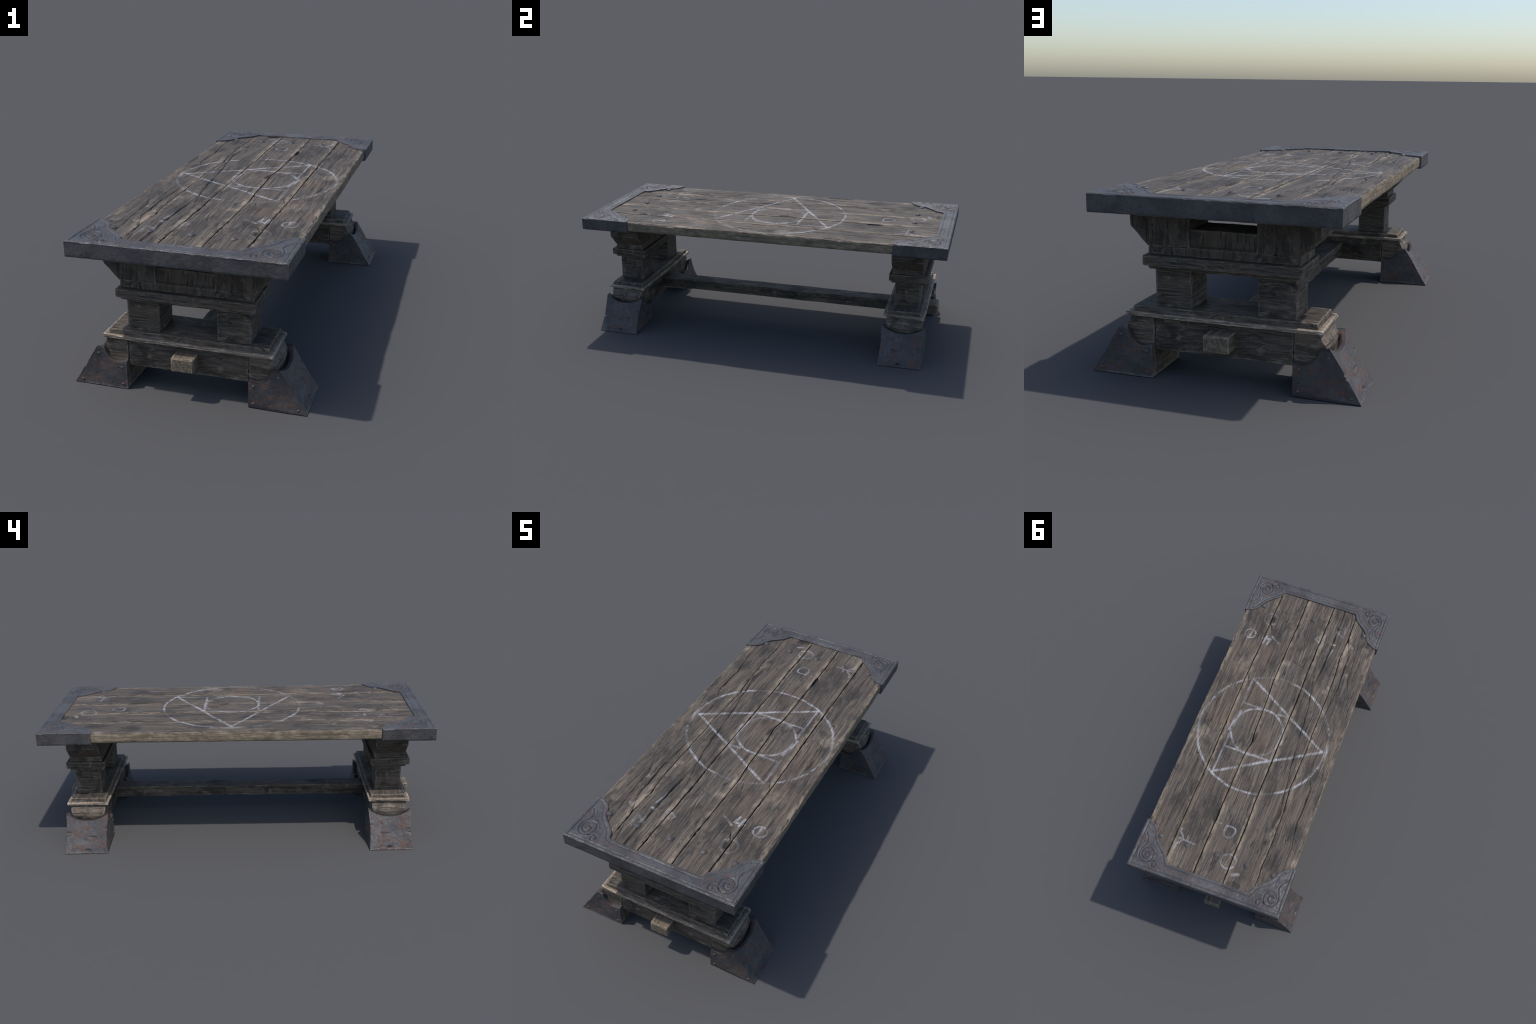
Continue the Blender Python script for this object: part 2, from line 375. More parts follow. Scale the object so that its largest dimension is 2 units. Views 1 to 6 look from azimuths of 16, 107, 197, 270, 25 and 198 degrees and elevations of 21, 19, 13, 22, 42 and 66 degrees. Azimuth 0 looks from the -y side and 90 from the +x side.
def block_mesh(name, poly, y0, y1, step=(.008, .008, .006), bevel=.0035, wob=.0012, grain='X', chip=.003, seed=0, shape=None, splits=()):
    """a timber: polygon in the x-z plane drawn along y, arrises eased, cut to a fine grid, weathered"""
    bm = bmesh.new()
    vs = [bm.verts.new((p[0], y0, p[1])) for p in poly]
    f = bm.faces.new(vs)
    r = bmesh.ops.extrude_face_region(bm, geom=[f])
    nv = [v for v in r['geom'] if isinstance(v, bmesh.types.BMVert)]
    bmesh.ops.translate(bm, verts=nv, vec=(0, y1 - y0, 0))
    bmesh.ops.recalc_face_normals(bm, faces=bm.faces)
    if bevel:
        bmesh.ops.bevel(bm, geom=list(bm.edges), offset=bevel, segments=2, profile=.6, affect='EDGES', clamp_overlap=True)
    lo = [min(v.co[i] for v in bm.verts) for i in range(3)]; hi = [max(v.co[i] for v in bm.verts) for i in range(3)]
    for ax in range(3):
        n = max(1, int(round((hi[ax] - lo[ax]) / step[ax])))
        no = [0, 0, 0]; no[ax] = 1
        for i in range(1, n):
            co = [0, 0, 0]; co[ax] = lo[ax] + (hi[ax] - lo[ax]) * i / n
            bmesh.ops.bisect_plane(bm, geom=list(bm.verts) + list(bm.edges) + list(bm.faces), dist=1e-5, plane_co=co, plane_no=no)
    bmesh.ops.remove_doubles(bm, verts=bm.verts, dist=2e-5)
    bm.normal_update()
    co = np.array([v.co[:] for v in bm.verts]); no = np.array([v.normal[:] for v in bm.verts])
    if shape is not None:
        co = shape(co)
    st = {'X': (.18, 1, 1), 'Y': (1, .18, 1), 'Z': (1, 1, .18)}[grain]
    d = wob * fbm(co * 11 + seed, 2, seed) + .0008 * fbm(co * np.array(st) * 95 + seed, 2, seed + 5)
    arris = 1 - sstep(.82, .985, np.abs(no).max(1))
    n2 = fbm(co * 34 + 3.1 * seed, 3, seed + 9)
    d -= arris * chip * (np.clip(n2 + .15, 0, 1) * 1.6)
    face = np.abs(no[:, 1]) > .7
    for pts in splits:      # drying splits down the broad faces
        dd = polyline_distance(co[:, 0] + .002 * fbm(co * 30, 2, seed + 3), co[:, 2], pts)
        d -= .0036 * (1 - sstep(.0006, .0042, dd)) * face
    co = co + no * d[:, None]
    for v, c in zip(bm.verts, co): v.co = c
    me = bpy.data.meshes.new(name); bm.to_mesh(me); bm.free()
    return me

def place_pair(me, name, mat, root):
    """one part per trestle: the far end is the near one turned half round"""
    me.materials.append(mat)
    me.polygons.foreach_set('use_smooth', [True] * len(me.polygons))
    me.set_sharp_from_angle(angle=math.radians(48))
    out = []
    for k in range(2):
        ob = bpy.data.objects.new(name, me); bpy.context.collection.objects.link(ob)
        ob.parent = root; ob.rotation_euler = (0, 0, math.pi * k)
        out.append(ob)
    return out

def box(x0, x1, z0, z1): return [(x0, z0), (x1, z0), (x1, z1), (x0, z1)]

# ------------------------------------------------------------------ root
root = bpy.data.objects.new('trestle_table', None); bpy.context.collection.objects.link(root)
root['label'] = 'old plank trestle table with iron ends and chalk figure'
root['category'] = 'wooden table'

SG, RG = stroke_group(), ring_group()
WX = wood_material('weathered_wood_lengthwise', 'X', 1.0, tone=.9)
WY = wood_material('weathered_wood_stretcher', 'Y', 2.0, tone=.85)
WZ = wood_material('weathered_wood_upright', 'Z', 3.0, tone=.82, edge=.8)
WL = wood_material('weathered_wood_ledge', 'X', 4.0, tone=2.2, edge=.7)
WS = wood_material('weathered_wood_step', 'X', 6.0, tone=1.0, edge=.8)
WF = wood_material('weathered_wood_foot', 'X', 7.0, tone=1.2, edge=.45)
WP = wood_material('weathered_wood_post', 'X', 5.0, tone=.85, edge=.6)
IRON_PLATE = iron_material('dark_iron_plate', rust=.20, tone=.88)
IRON_SHOE = iron_material('rusty_iron_shoe', rust=.8, tone=.92, pit=.7)
IRON_STUD = iron_material('dark_iron_stud', rust=.25, tone=1.0, pit=.3)

# ------------------------------------------------------------------ table top planks
TOP, UNDER = .6368, .586
# seam lines between the boards, as (y, x)
SEAMS = [
    [(-1, -.412), (-.7, -.4125), (-.5, -.412), (-.2, -.413), (.1, -.413), (.3, -.412), (.5, -.4125), (1, -.412)],
    [(-1, -.237), (-.9, -.236), (-.73, -.240), (-.6, -.233), (-.44, -.245), (-.16, -.244), (.07, -.243), (.30, -.237), (.43, -.249), (.6, -.252), (.75, -.249), (1, -.251)],
    [(-1, -.090), (-.92, -.090), (-.75, -.089), (-.63, -.085), (-.45, -.085), (-.13, -.087), (.14, -.087), (.44, -.084), (.60, -.090), (.72, -.085), (.92, -.088), (1, -.088)],
    [(-1, .079), (-.9, .079), (-.7, .078), (-.5, .083), (-.32, .085), (-.2, .075), (-.1, .073), (.0, .070), (.06, .067), (.10, .061), (.14, .066), (.2, .073), (.33, .076), (.55, .079), (1, .079)],
    [(-1, .240), (-.885, .240), (-.69, .243), (-.54, .242), (-.27, .247), (.03, .244), (.32, .244), (.5, .247), (1, .246)],
    [(-1, .412), (-.6, .4125), (-.3, .411), (0, .4125), (.3, .411), (.6, .4125), (1, .412)]]
# cracks, as polylines with half width and depth
CRACKS = [
    ([(-.117, -.469), (-.164, -.227), (-.179, -.035), (-.198, .180), (-.225, .396)], .0035, .006),
    ([(-.158, -.97), (-.161, -.719), (-.160, -.544), (-.150, -.42)], .0045, .008),
    ([(.035, -.484), (-.001, -.472), (-.078, -.438)], .0025, .005), ([(-.094, -.434), (-.125, -.424), (-.170, -.403)], .0025, .005),
    ([(.127, -.757), (.076, -.770), (.011, -.790), (-.051, -.804), (-.119, -.829)], .0018, .0035),
    ([(.254, -.331), (.236, -.30), (.218, -.247)], .0025, .006), ([(.246, -.692), (.225, -.667), (.210, -.633)], .003, .007),
    ([(.081, -.302), (.052, -.275)], .002, .005), ([(-.300, -.85), (-.305, -.75), (-.316, -.628), (-.319, -.484), (-.347, -.364)], .0022, .005),
    ([(-.322, .215), (-.337, .234), (-.344, .292), (-.342, .353)], .003, .006),
    ([(-.338, .304), (-.345, .380), (-.339, .471), (-.358, .626), (-.360, .98)], .003, .007),
    ([(-.27, .54), (-.345, .60)], .0015, .0025), ([(.34, .10), (.350, .03), (.345, -.07), (.335, -.12)], .0025, .006),
    ([(.313, .30), (.318, .46), (.322, .62), (.318, .74)], .0022, .004), ([(.03, .24), (.028, .36), (.02, .50)], .0022, .004),
    ([(-.02, .30), (-.025, .42), (-.035, .52)], .002, .004), ([(.17, -.42), (.165, -.30)], .002, .004), ([(.0, -.63), (-.02, -.52)], .0018, .003),
    ([(-.275, -.64), (-.285, -.42), (-.27, -.22)], .003, .006), ([(-.205, -.93), (-.24, -.75), (-.268, -.642)], .0025, .005),
    ([(-.03, -.93), (-.04, -.86), (-.07, -.80)], .0015, .003), ([(-.01, -.93), (-.03, -.85)], .0014, .003), ([(.01, -.93), (.0, -.87)], .0014, .003),
    ([(.16, .62), (.17, .75)], .0015, .003), ([(-.31, -.05), (-.305, .15)], .002, .004), ([(-.37, .0), (-.365, .17)], .002, .004),
    ([(.30, -.16), (.305, .0)], .0015, .003), ([(-.06, -.04), (-.065, .10)], .0016, .003)]
# shallow hollows where wood has flaked off: x, y, half sizes, depth
HOLLOWS = [(.086, .585, .018, .05, .006), (.055, .075, .010, .035, .006), (.232, -.715, .014, .03, .006), (-.300, -.45, .02, .16, .003),
           (-.105, -.62, .014, .12, .003), (.262, .30, .012, .20, .002), (-.225, .47, .014, .10, .004), (-.395, .30, .012, .08, .004),
           (-.140, .915, .05, .022, .0045), (.26, -.02, .008, .05, .004), (-.185, .62, .02, .10, .002), (-.39, -.20, .016, .10, .003),
           (.405, -.48, .008, .05, .004), (.40, .42, .010, .05, .004), (-.27, -.52, .012, .05, .003)]

def seam_x(k, y):
    s = np.array(SEAMS[k])
    base = np.interp(y, s[:, 0], s[:, 1])
    q = np.stack([y * 9, np.full_like(y, k * 5.3), np.zeros_like(y)], 1)
    amp = .0012 if 0 < k < 5 else .0018
    return base + amp * fbm(q, 3, 40 + k) + (.0008 if 0 < k < 5 else .0012) * fbm(q * 6, 2, 60 + k)

def plank(k):
    Y = np.concatenate([np.linspace(-.985, .985, 440)])
    L, R = seam_x(k, Y), seam_x(k + 1, Y)
    W = float(np.mean(R - L))
    e = np.array([0, .0012, .0024, .0036, .005, .0066, .0085, .011, .014, .017])
    mid = np.linspace(.020, W - .020, int((W - .04) / .0028) + 1)
    u = np.concatenate([e, mid, W - e[::-1]]) / W
    nu, ny = len(u), len(Y)
    X = L[:, None] + (R - L)[:, None] * u[None, :]
    YY = np.repeat(Y[:, None], nu, 1)
    x, y = X.ravel(), YY.ravel()
    dl = (X - L[:, None]).ravel(); dr = (R[:, None] - X).ravel()
    q = lambda sx, sy, o=0: np.stack([x * sx + o, y * sy + o * .7, np.full_like(x, k * 7.7)], 1)
    z = TOP + .0008 * (vnoise(q(1, 1.2), 3))
    z += .0016 * fbm(q(14, 2.2), 3, 11) + .0010 * fbm(q(70, 4.5, 3), 3, 12) + .0005 * fbm(q(190, 12, 5), 2, 13)
    # grooves at the seams, ragged in width
    for d, side, ed in ((dl, 'l', k), (dr, 'r', k + 1)):
        outer = ed in (0, 5)
        ragged = fbm(np.stack([y * 16, np.full_like(y, ed * 3.1 + (side == 'r')), np.zeros_like(y)], 1), 3, 21)
        if outer:
            chipn = fbm(np.stack([y * 22, x * 40, np.zeros_like(y)], 1), 3, 23)
            wdt = .005 + .008 * np.clip(chipn, 0, 1)
            z -= (.003 + .005 * np.clip(chipn + .1, 0, 1)) * (1 - sstep(0, wdt, d))
        else:
            wdt = (.0022 if ed in (2, 3, 4) else .0014) + .0012 * ragged
            z -= .013 * (1 - sstep(wdt * .4, wdt * 1.2, d))
            soft = .010 + .006 * ragged
            z -= .0024 * (1 - sstep(0, soft, d)) * (1.25 if side == 'r' else .9)
            # splinters out of the arris
            ch = fbm(np.stack([y * 26, np.full_like(y, ed * 9.0 + (side == 'r') * 3), np.zeros_like(y)], 1), 2, 25)
            z -= .0036 * sstep(.38, .6, ch) * (1 - sstep(.002, .010, d))
    for pts, w, dep in CRACKS:
        bx = [p[0] for p in pts]; by = [p[1] for p in pts]
        sel = (x > min(bx) - .03) & (x < max(bx) + .03) & (y > min(by) - .03) & (y < max(by) + .03)
        if not sel.any(): continue
        xs, ys = x[sel], y[sel]
        wig = .0035 * fbm(np.stack([xs * 12, ys * 26, np.zeros_like(xs)], 1), 3, 71)
        d = polyline_distance(xs + wig, ys, pts)
        dep_y = dep * (.75 + .45 * vnoise(np.stack([ys * 18, xs * 3, np.zeros_like(xs)], 1), 5))
        ends = np.minimum(1, np.minimum(np.hypot(xs - bx[0], ys - by[0]), np.hypot(xs - bx[-1], ys - by[-1])) / .03 + .35)
        z[sel] -= dep_y * ends * (1 - sstep(w * .25, w * 1.25, d)) + .0008 * (1 - sstep(0, w * 3.5, d))
    for hx, hy, rx, ry, dep in HOLLOWS:
        jag = .35 * fbm(q(45, 20, 9), 3, 91)
        rr = np.hypot((x - hx) / rx, (y - hy) / ry) + jag
        z -= dep * (1 - sstep(.80, 1.0, rr))
    # side rows under both long edges, then a flat underside
    verts = [np.stack([x, y, z], 1)]
    faces = []
    idx = np.arange(nu * ny).reshape(ny, nu)
    a, b, c, d4 = idx[:-1, :-1], idx[:-1, 1:], idx[1:, 1:], idx[1:, :-1]
    faces += np.stack([a, b, c, d4], -1).reshape(-1, 4).tolist()
    rows = [.15, .3, .45, .6, .75, .9, 1.0]
    base = nu * ny; last = {}
    for col, sgn, ed in ((0, -1, k), (nu - 1, 1, k + 1)):
        prev = idx[:, col]; zt = z.reshape(ny, nu)[:, col]; xx = X[:, col]
        for rI, f in enumerate(rows):
            zz = zt + (UNDER - zt) * f
            outer = ed in (0, 5)
            bul = (.0014 * fbm(np.stack([Y * 14, zz * 30, np.zeros_like(Y)], 1), 3, 31 + ed) + .0008 * fbm(np.stack([Y * 60, zz * 160, np.zeros_like(Y)], 1), 2, 33) + .0015 * math.sin(f * math.pi) - (.003 if f == 1 else 0)) if outer else .0007
            verts.append(np.stack([xx + sgn * bul, Y, zz], 1))
            cur = np.arange(base, base + ny); base += ny
            faces += np.stack([prev[:-1], prev[1:], cur[1:], cur[:-1]], -1).tolist()
            prev = cur
        last[col] = prev
    l, r = last[0], last[nu - 1]
    faces += np.stack([l[:-1], l[1:], r[1:], r[:-1]], -1).tolist()
    for e_ in (0, -1):   # end grain
        chainv = [l[e_]] + list(idx[e_, :]) + [r[e_]]
        faces.append([int(v) for v in chainv])
    s = SEAMS
    mat = wood_material('weathered_plank', 'Y', 10.0 + k * 1.7, tone=[1.0, .97, 1.05, .96, 1.0][k], xrange=(float(np.mean(L)), float(np.mean(R))), top=True, stroke=SG, ring=RG)
    return mesh_object('plank', np.concatenate(verts), faces, mat, root, 60)

for k in range(5): plank(k)

# ------------------------------------------------------------------ iron end plates with scrollwork
OUTLINE = [(0, .9265), (.215, .9265), (.226, .925), (.231, .918), (.240, .899), (.247, .887), (.256, .877), (.272, .863), (.289, .849), (.306, .835), (.319, .821), (.3265, .808),
           (.332, .796), (.337, .784), (.343, .770), (.352, .759), (.365, .747), (.382, .737), (.398, .731), (.410, .7285), (.418, .729), (.424, .733)]
SCROLL = [(.396, .803), (.383, .817), (.375, .832), (.371, .852), (.377, .872), (.385, .890), (.388, .910), (.386, .930), (.377, .948), (.361, .958), (.342, .959), (.327, .953), (.317, .940), (.312, .922),
          (.313, .902), (.322, .886), (.336, .877), (.352, .877), (.367, .886), (.376, .900), (.376, .918), (.367, .932), (.352, .938), (.339, .931), (.333, .918), (.337, .905), (.348, .901), (.355, .908)]
CURL = [(.327, .953), (.315, .943), (.303, .938), (.290, .938), (.281, .946), (.279, .958), (.285, .969), (.296, .971), (.303, .964), (.301, .956)]

def end_plate():
    xs = np.linspace(-.424, .424, 360)
    o = np.array(OUTLINE)
    yin = np.interp(np.abs(xs), o[:, 0], o[:, 1])
    nv = 100
    v = np.linspace(0, 1, nv)
    v = v + .0   # even rows
    e = np.array([0, .004, .010, .018]); v = np.concatenate([e, np.linspace(.03, .97, nv - 8), 1 - e[::-1]])
    X = np.repeat(xs[:, None], nv, 1); Yg = yin[:, None] + (1 - yin)[:, None] * v[None, :]
    x, y = X.ravel(), Yg.ravel(); ax = np.abs(x)
    # worn, slightly wavy outline
    din = polyline_distance(ax, y, OUTLINE)
    dout = np.minimum(.424 - ax, 1.0 - y)
    p = np.stack([x, y, np.zeros_like(x)], 1)
    z = .6440 + .0010 * fbm(p * 12, 3, 3) + .0006 * fbm(p * 48, 3, 4)
    rim = lambda d, c, w: np.exp(-((d - c) / w) ** 2)
    keep = sstep(.0, .03, ax * 0 + 1)
    z -= .0022 * rim(dout, .0165, .0030) * (1 - sstep(.395, .43, ax) * 0)
    z += .0010 * (1 - sstep(.010, .016, dout))
    z -= .0020 * rim(din, .0165, .0032)
    z += .0008 * (1 - sstep(.008, .016, din))
    for pts in (SCROLL, CURL):
        d = polyline_distance(ax, y, pts)
        z += -.0026 * rim(d, 0, .0028) + .0013 * rim(d, .0075, .0034)
    leaf = polyline_distance(ax, y, [(.352, .80), (.345, .835), (.350, .855)])
    z -= .0014 * rim(leaf, 0, .0032)
    for bx, by, r in ((.345, .916, .007), (.292, .955, .008)):
        z += .0022 * np.exp(-((ax - bx) ** 2 + (y - by) ** 2) / r ** 2)
    # rolled edges with dings
    edge = np.minimum(din, dout)
    ding = np.clip(fbm(p * np.array([40, 40, 1]), 3, 8), 0, 1)
    z -= (.0026 + .005 * ding) * (1 - sstep(0, .0055 + .004 * ding, dout)) ** 1.5
    z -= (.0008 + .003 * ding) * (1 - sstep(0, .0030 + .004 * ding, din)) ** 1.5
    wv = .0012 * fbm(p * 25, 3, 14)
    n = len(x)
    top = np.stack([x, y, z], 1)
    nx = len(xs)
    idx = np.arange(n).reshape(nx, nv)
    loop = list(idx[:, 0]) + list(idx[-1, 1:]) + list(idx[-2::-1, -1]) + list(idx[0, -2:0:-1])
    loop = np.array(loop)
    faces = []
    a, b, c, d4 = idx[:-1, :-1], idx[1:, :-1], idx[1:, 1:], idx[:-1, 1:]
    faces += np.stack([a, b, c, d4], -1).reshape(-1, 4).tolist()
    verts = [top]; base = n; prev = loop
    # wall outward direction: a light bulge and hammer dents
    cen = top[loop]
    out = np.zeros((len(loop), 2))
    out[np.isclose(np.abs(cen[:, 0]), .424)] += np.array([1, 0]); out[:, 0] *= np.sign(cen[:, 0])
    out[np.isclose(cen[:, 1], 1.0), 1] += 1
    rows = [.05, .12, .22, .34, .46, .58, .70, .82, .90, .96, 1.0]
    zb = .5805
    for f in rows:
        zz = cen[:, 2] + (zb - cen[:, 2]) * f
        q = np.stack([cen[:, 0] * 16, cen[:, 1] * 16, zz * 16], 1)
        dent = .0016 * fbm(q, 3, 17) + .0006 * fbm(q * 4, 2, 19)
        o_ = dent - (.0030 if f == 1.0 else .0010 if f == .96 else 0) - .0018
        zr = zz + (.0020 * np.clip(fbm(q * 1.8, 2, 27), 0, 1) if f == 1.0 else 0)
        o_ = np.minimum(o_ + .0012, 0.0006)
        verts.append(np.stack([cen[:, 0] + out[:, 0] * o_, cen[:, 1] + out[:, 1] * o_, zr], 1))
        cur = np.arange(base, base + len(loop)); base += len(loop)
        nxt = np.roll(cur, -1); pn = np.roll(prev, -1)
        faces += np.stack([prev, pn, nxt, cur], -1).tolist()
        prev = cur
    low = np.stack([x * .9985, y - .0005, np.full_like(z, zb + .0005)], 1)
    m0 = base
    inner = idx[1:-1, 1:-1]
    # underside: same outline, one flat sheet
    remap = {int(l): int(p_) for l, p_ in zip(loop, prev)}
    verts.append(low); base += n
    def lowid(i): return remap.get(int(i), m0 + int(i))
    step_u = list(range(0, nx - 1))
    for i in step_u:
        for j in (0,):
            faces.append([lowid(idx[i, 0]), lowid(idx[i, -1]), lowid(idx[i + 1, -1]), lowid(idx[i + 1, 0])])
    V = np.concatenate(verts)
    me = bpy.data.meshes.new('end_plate')
    me.from_pydata(V.tolist(), [], faces)
    bm = bmesh.new(); bm.from_mesh(me)
    bmesh.ops.delete(bm, geom=[q_ for q_ in bm.verts if not q_.link_faces], context='VERTS')
    bmesh.ops.recalc_face_normals(bm, faces=bm.faces); bm.to_mesh(me); bm.free()
    return me

place_pair(end_plate(), 'iron_end_plate', IRON_PLATE, root)

# ------------------------------------------------------------------ studs on the boards
def dome_mesh(name, r, h, seed=0, seg=24, rings=8):
    verts, faces = [], []
    for i in range(rings + 1):
        a = math.pi / 2 * i / rings
        for j in range(seg):
            th = 2 * math.pi * j / seg
            rr = r * math.cos(a)
            verts.append((rr * math.cos(th), rr * math.sin(th), h * math.sin(a)))
    for i in range(rings):
        for j in range(seg):
            faces.append((i * seg + j, i * seg + (j + 1) % seg, (i + 1) * seg + (j + 1) % seg, (i + 1) * seg + j))
    # short skirt sunk into the board
    b = len(verts)
    for j in range(seg):
        th = 2 * math.pi * j / seg
        verts.append((r * .97 * math.cos(th), r * .97 * math.sin(th), -.006))
    for j in range(seg):
        faces.append((b + j, b + (j + 1) % seg, (j + 1) % seg, j))
    v = np.array(verts); v += .0006 * np.stack([fbm(v * 90 + o, 2, 3 + o + seed) for o in range(3)], 1)
    me = bpy.data.meshes.new(name); me.from_pydata(v.tolist(), [], faces)
    bm = bmesh.new(); bm.from_mesh(me); bmesh.ops.remove_doubles(bm, verts=bm.verts, dist=1e-5)
    bmesh.ops.recalc_face_normals(bm, faces=bm.faces); bm.to_mesh(me); bm.free()
    return me

stud = dome_mesh('stud', .0148, .0085)
stud.materials.append(IRON_STUD); stud.polygons.foreach_set('use_smooth', [True] * len(stud.polygons))
for i, (sx, sy) in enumerate([(.318, .792), (.167, .793), (.001, .790), (-.169, .790), (-.320, .794),
                              (.319, -.794), (.167, -.798), (.001, -.798), (-.169, -.798), (-.321, -.798)]):
    ob = bpy.data.objects.new('stud', stud); bpy.context.collection.objects.link(ob)
    ob.parent = root; ob.location = (sx, sy, .6372); ob.rotation_euler = (.05 * math.sin(i * 3), .05 * math.cos(i * 5), i * 1.3)

# ------------------------------------------------------------------ stretcher with through tenons
me = block_mesh('stretcher', box(-.045, .045, .1315, .1885), -.946, .946, step=(.008, .012, .007), bevel=.004, wob=.0013, grain='Y', chip=.004, seed=3)
ob = finish(me, 'stretcher', WY, root, 48)

# ------------------------------------------------------------------ the trestles (built at the +y end)
C = .7975
# corbel: a low cross piece carrying two flared arms
def recess(co):
    co = co.copy(); k = np.where(co[:, 2] > .4625, .0735 / .0820, 1.0)
    co[:, 1] = C + (co[:, 1] - C) * k
    return co
tee = [(-.2675, .431), (.2675, .431), (.2675, .4585), (.122, .4585), (.122, .5215), (-.122, .5215), (-.122, .4585), (-.2675, .4585)]
place_pair(block_mesh('corbel_block', tee, C - .0820, C + .0820, step=(.0042, .008, .006), bevel=.003, grain='Z', seed=11, shape=recess, splits=[[(-.012, .525), (-.006, .47), (-.002, .432)], [(.012, .525), (.006, .49)], [(.185, .458), (.18, .43)]]), 'corbel_block', WZ, root)
for sx in (1, -1):
    arm = [(.1165, .4575), (.2695, .4575), (.3335, .5215), (.3335, .587), (.1165, .587)]
    arm = [(sx * a, b) for a, b in arm]
    if sx < 0: arm = arm[::-1]
    place_pair(block_mesh('corbel_arm', arm, C - .0836, C + .0836, step=(.0042, .008, .006), bevel=.0065, splits=[[(sx * .19 + .012, .59), (sx * .19 + .004, .52), (sx * .19 + .01, .455)]], wob=.0012, chip=.0022, grain='Z', seed=13 + sx), 'corbel_arm', WZ, root)
# capital slab and the thin fillet below it
place_pair(block_mesh('capital_slab', box(-.2785, .2785, .3945, .4305), .801 - .1015, .801 + .1015, bevel=.003, wob=.0009, grain='X', seed=17, chip=.0028), 'capital_slab', WX, root)
place_pair(block_mesh('capital_fillet', box(-.2655, .2655, .381, .397), C - .087, C + .087, bevel=.0025, grain='X', seed=19), 'capital_fillet', WX, root)
# posts
for sx in (1, -1):
    a, b = sorted((sx * .117, sx * .2505))
    place_pair(block_mesh('post', box(a, b, .238, .384), C - .0668, C + .0668, bevel=.003, wob=.0010, grain='X', seed=23 + sx, chip=.0035), 'post', WP, root)
# stepped base moulding
def taper(co):
    k = 1 - .028 * np.clip((co[:, 2] - .2285) / .02, 0, 1)
    co = co.copy(); co[:, 0] *= k ** .4; co[:, 1] = C - .006 + (co[:, 1] - (C - .006)) * k
    return co
place_pair(block_mesh('base_step', box(-.3295, .3295, .222, .2475), C - .006 - .0935, C - .006 + .0935, bevel=.003, grain='X', seed=29, shape=taper), 'base_step', WS, root)
place_pair(block_mesh('base_ledge', box(-.3465, .3465, .2155, .2283), .794 - .1078, .794 + .1078, step=(.007, .007, .0045), bevel=.0018, wob=.0010, grain='X', seed=31, chip=.003), 'base_ledge', WL, root)
# low beam between the feet
place_pair(block_mesh('foot_beam', box(-.2462, .2462, .0965, .2165), .794 - .0885, .794 + .0885, bevel=.003, wob=.0012, grain='X', seed=37, chip=.004), 'foot_beam', WX, root)
# timber feet inside the shoes
FC = .795
def foot_shape(sx):
    def f(co):
        co = co.copy()
        out = np.clip((np.abs(co[:, 0]) - .326) / .022, 0, 1)
        low = np.clip((.188 - co[:, 2]) / .075, 0, 1)
        half = 1 - .28 * out * low ** 1.25
        t2 = np.clip((co[:, 1] - FC) / .09, -1, 1) ** 2
        co[:, 0] += sx * .013 * out * (1 - .75 * t2) * np.clip((.205 - co[:, 2]) / .05, 0, 1)
        co[:, 1] = FC + (co[:, 1] - FC) * half
        return co
    return f
for sx in (1, -1):
    foot = [(.2487, .0035), (.325, .0035), (.338, .10), (.346, .135), (.3520, .163), (.3500, .178), (.333, .2165), (.2487, .2165)]
    foot = [(sx * a, b) for a, b in foot]
    if sx < 0: foot = foot[::-1]
    place_pair(block_mesh('wooden_foot', foot, FC - .0905, FC + .0905, bevel=.003, wob=.0016, grain='X', seed=41 + sx, chip=.004, shape=foot_shape(sx)), 'wooden_foot', WF, root)

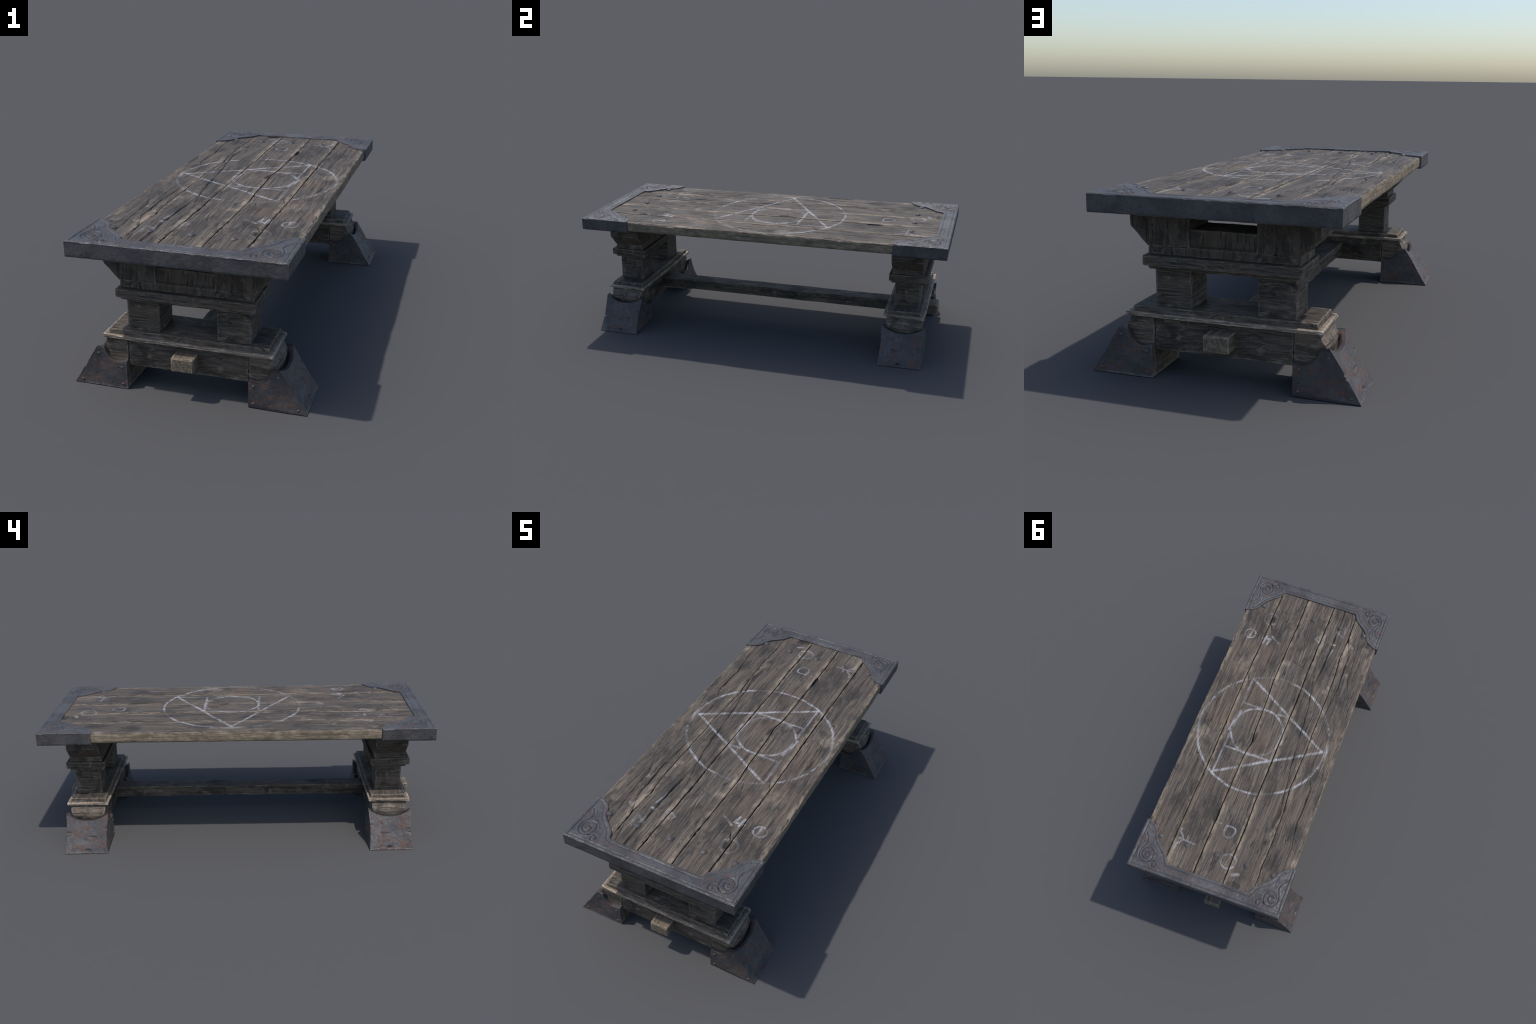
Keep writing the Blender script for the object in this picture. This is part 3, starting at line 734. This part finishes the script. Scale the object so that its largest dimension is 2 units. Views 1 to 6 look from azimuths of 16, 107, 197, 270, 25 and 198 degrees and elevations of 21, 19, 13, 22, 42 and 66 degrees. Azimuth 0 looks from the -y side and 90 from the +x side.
# ------------------------------------------------------------------ iron shoes
SIDE = [(.250, .1205), (.258, .1185), (.268, .1155), (.280, .1130), (.292, .1130), (.303, .1165), (.312, .1225), (.320, .1305), (.3285, .1415), (.3345, .1520), (.339, .1640), (.3425, .1755), (.350, .1772), (.46, .1772)]
def shoe(sx):
    T = np.linspace(-1, 1, 57)                                  # across the foot
    s = np.array(SIDE)
    cols = []
    nb, nf = 34, 46
    for tv in T:
        zend = .1445 + .0325 * abs(tv) ** 2.1                    # scooped lip of the sloping front
        xc = .480 - (.110 / .1772) * zend
        xa = np.concatenate([np.linspace(.250, .343, nb - 8), np.linspace(.346, xc, 8)])
        za = np.minimum(np.interp(xa, s[:, 0], s[:, 1]), np.where(xa > .30, zend + 0 * xa, 9))
        za -= .020 * sstep(.013, .026, xc - xa) * (1 - sstep(.74, .84, abs(tv))) * sstep(.322, .332, xa)
        f = np.linspace(0, 1, nf)[1:]
        xf = xc + (.480 - xc) * f; zf = zend * (1 - f)
        cols.append(np.stack([np.concatenate([xa, xf]), np.full(nb + nf - 1, tv * .1105), np.concatenate([za, zf])], 1))
    G = np.array(cols)                                           # (nt, np, 3)
    nt, npp = G.shape[:2]
    P = G.reshape(-1, 3).copy()
    front = sstep(.30, .42, P[:, 0])
    belly = np.sin(np.pi * np.clip(P[:, 2] / .177, 0, 1))
    base = P.copy()
    P[:, 1] *= 1 - .055 * belly * front                          # waisted sides
    P[:, 0] -= .013 * (1 - (base[:, 1] / .1105) ** 2) * front * (1 - np.clip(P[:, 2] / .177, 0, 1))
    fr = (np.abs(base[:, 2] - (.480 - base[:, 0]) * .1772 / .110) < 1e-4)
    # gouges and hammer marks
    q = np.stack([base[:, 0] * sx, base[:, 1] * (1 + .3 * sx), base[:, 2]], 1)
    dn = .0026 * fbm(q * 14, 3, 5 + sx) + .0007 * fbm(q * 48, 3, 7)
    cut = polyline_distance(base[:, 1] + .002 * fbm(q * 30, 2, 1), base[:, 2], [(-.008, .0690), (-.052, .0705)])
    dn -= .0050 * np.exp(-(cut / .0026) ** 2) * fr
    for ty, tz in ((-.104, .111), (.102, .090), (.104, .078), (.0, .004), (-.010, .006)):
        dn -= .0060 * np.exp(-(((base[:, 1] - ty) / .010) ** 2 + ((base[:, 2] - tz) / .004) ** 2)) * fr
    for ty in (-.003, .003):
        g = polyline_distance(base[:, 1], base[:, 2], [(ty, .148), (ty, .128)])
        dn -= .002 * np.exp(-(g / .0016) ** 2) * fr
    P[:, 0] += dn * .85 * front; P[:, 2] += dn * .5
    P[:, 2] = np.maximum(P[:, 2], np.where(base[:, 2] <= 1e-6, .0005, .001))
    bottom_arch = .0045 * (1 - (base[:, 1] / .1105) ** 2)
    P[:, 2] = np.where(base[:, 2] <= 1e-6, 0, P[:, 2])
    ragged = np.clip(fbm(np.stack([base[:, 1] * 38 + sx, base[:, 1] * 0, base[:, 1] * 0], 1), 3, 77), 0, 1) * .006
    P[:, 2] += (bottom_arch * .6 + ragged) * (1 - np.clip(base[:, 2] / .05, 0, 1)) * fr
    verts = [P]; n = len(P)
    idx = np.arange(n).reshape(nt, npp)
    faces = np.stack([idx[:-1, :-1], idx[:-1, 1:], idx[1:, 1:], idx[1:, :-1]], -1).reshape(-1, 4).tolist()
    b0 = n
    rowsN = 14
    # flanks: drop from each side edge to the ground
    lows = {}
    for ti, sg in ((0, -1), (nt - 1, 1)):
        prev = idx[ti]
        for r in range(1, rowsN + 1):
            f = r / rowsN
            topv = P[idx[ti]]; tb = base[idx[ti]]
            zz = topv[:, 2] * (1 - f)
            fr2 = sstep(.30, .42, tb[:, 0])
            yy = sg * .1105 * (1 - .055 * np.sin(np.pi * np.clip(zz / .177, 0, 1)) * fr2)
            qq = np.stack([tb[:, 0] * sx, yy * 2, zz], 1)
            yy = yy + sg * ((.0024 * fbm(qq * 16, 3, 15 + sx) + .0013 * fbm(qq * 52, 2, 16)) * min(1, f * 4) - .0012 * (f < .08) )
            # lip rolled a little outward near the scooped top
            yy += sg * .0015 * np.exp(-(f * topv[:, 2] / .008) ** 2)
            verts.append(np.stack([topv[:, 0], yy, zz], 1))
            cur = np.arange(b0, b0 + npp); b0 += npp
            faces += np.stack([prev[:-1], prev[1:], cur[1:], cur[:-1]], -1).tolist()
            prev = cur
        lows[ti] = prev
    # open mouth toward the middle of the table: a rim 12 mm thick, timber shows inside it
    l, r = lows[0], lows[nt - 1]
    faces += np.stack([l[:-2], l[1:-1], r[1:-1], r[:-2]], -1).tolist()
    faces.append([int(l[-2])] + [int(v_) for v_ in idx[:, -1]] + [int(r[-2])])
    cap = [int(v) for v in idx[:, 0]]
    cap_l = [int(l[0])]; cap_r = [int(r[0])]
    leftcol = [int(idx[0, 0])] + [int(n + k * npp) for k in range(rowsN)]
    rightcol = [int(idx[-1, 0])] + [int(n + (rowsN + k) * npp) for k in range(rowsN)]
    faces.append(cap + rightcol[1:] + leftcol[:0:-1])
    V = np.concatenate(verts)
    V[:, 0] *= sx; V[:, 1] += FC
    me = bpy.data.meshes.new('iron_shoe'); me.from_pydata(V.tolist(), [], faces)
    bm = bmesh.new(); bm.from_mesh(me); bmesh.ops.remove_doubles(bm, verts=bm.verts, dist=1e-5)
    bmesh.ops.recalc_face_normals(bm, faces=bm.faces); bm.to_mesh(me); bm.free()
    return me

nail = dome_mesh('nail', .0052, .0030, seed=5, seg=12, rings=4)
nail.materials.append(IRON_STUD); nail.polygons.foreach_set('use_smooth', [True] * len(nail.polygons))
for sx in (1, -1):
    for shoe_ob in place_pair(shoe(sx), 'iron_shoe', IRON_SHOE, root):
        for side in (1, -1):
            for nx_, nz_ in ((.270, .0935), (.270, .0185), (.447, .0155), (.368, .143)):
                ob = bpy.data.objects.new('nail', nail); bpy.context.collection.objects.link(ob)
                ob.parent = shoe_ob
                pin = .055 * math.sin(math.pi * nz_ / .177) * float(sstep(.30, .42, np.array(nx_)))
                ob.location = (sx * nx_, FC + side * .1105 * (1 - pin), nz_)
                ob.rotation_euler = (-side * math.pi / 2, 0, 0)
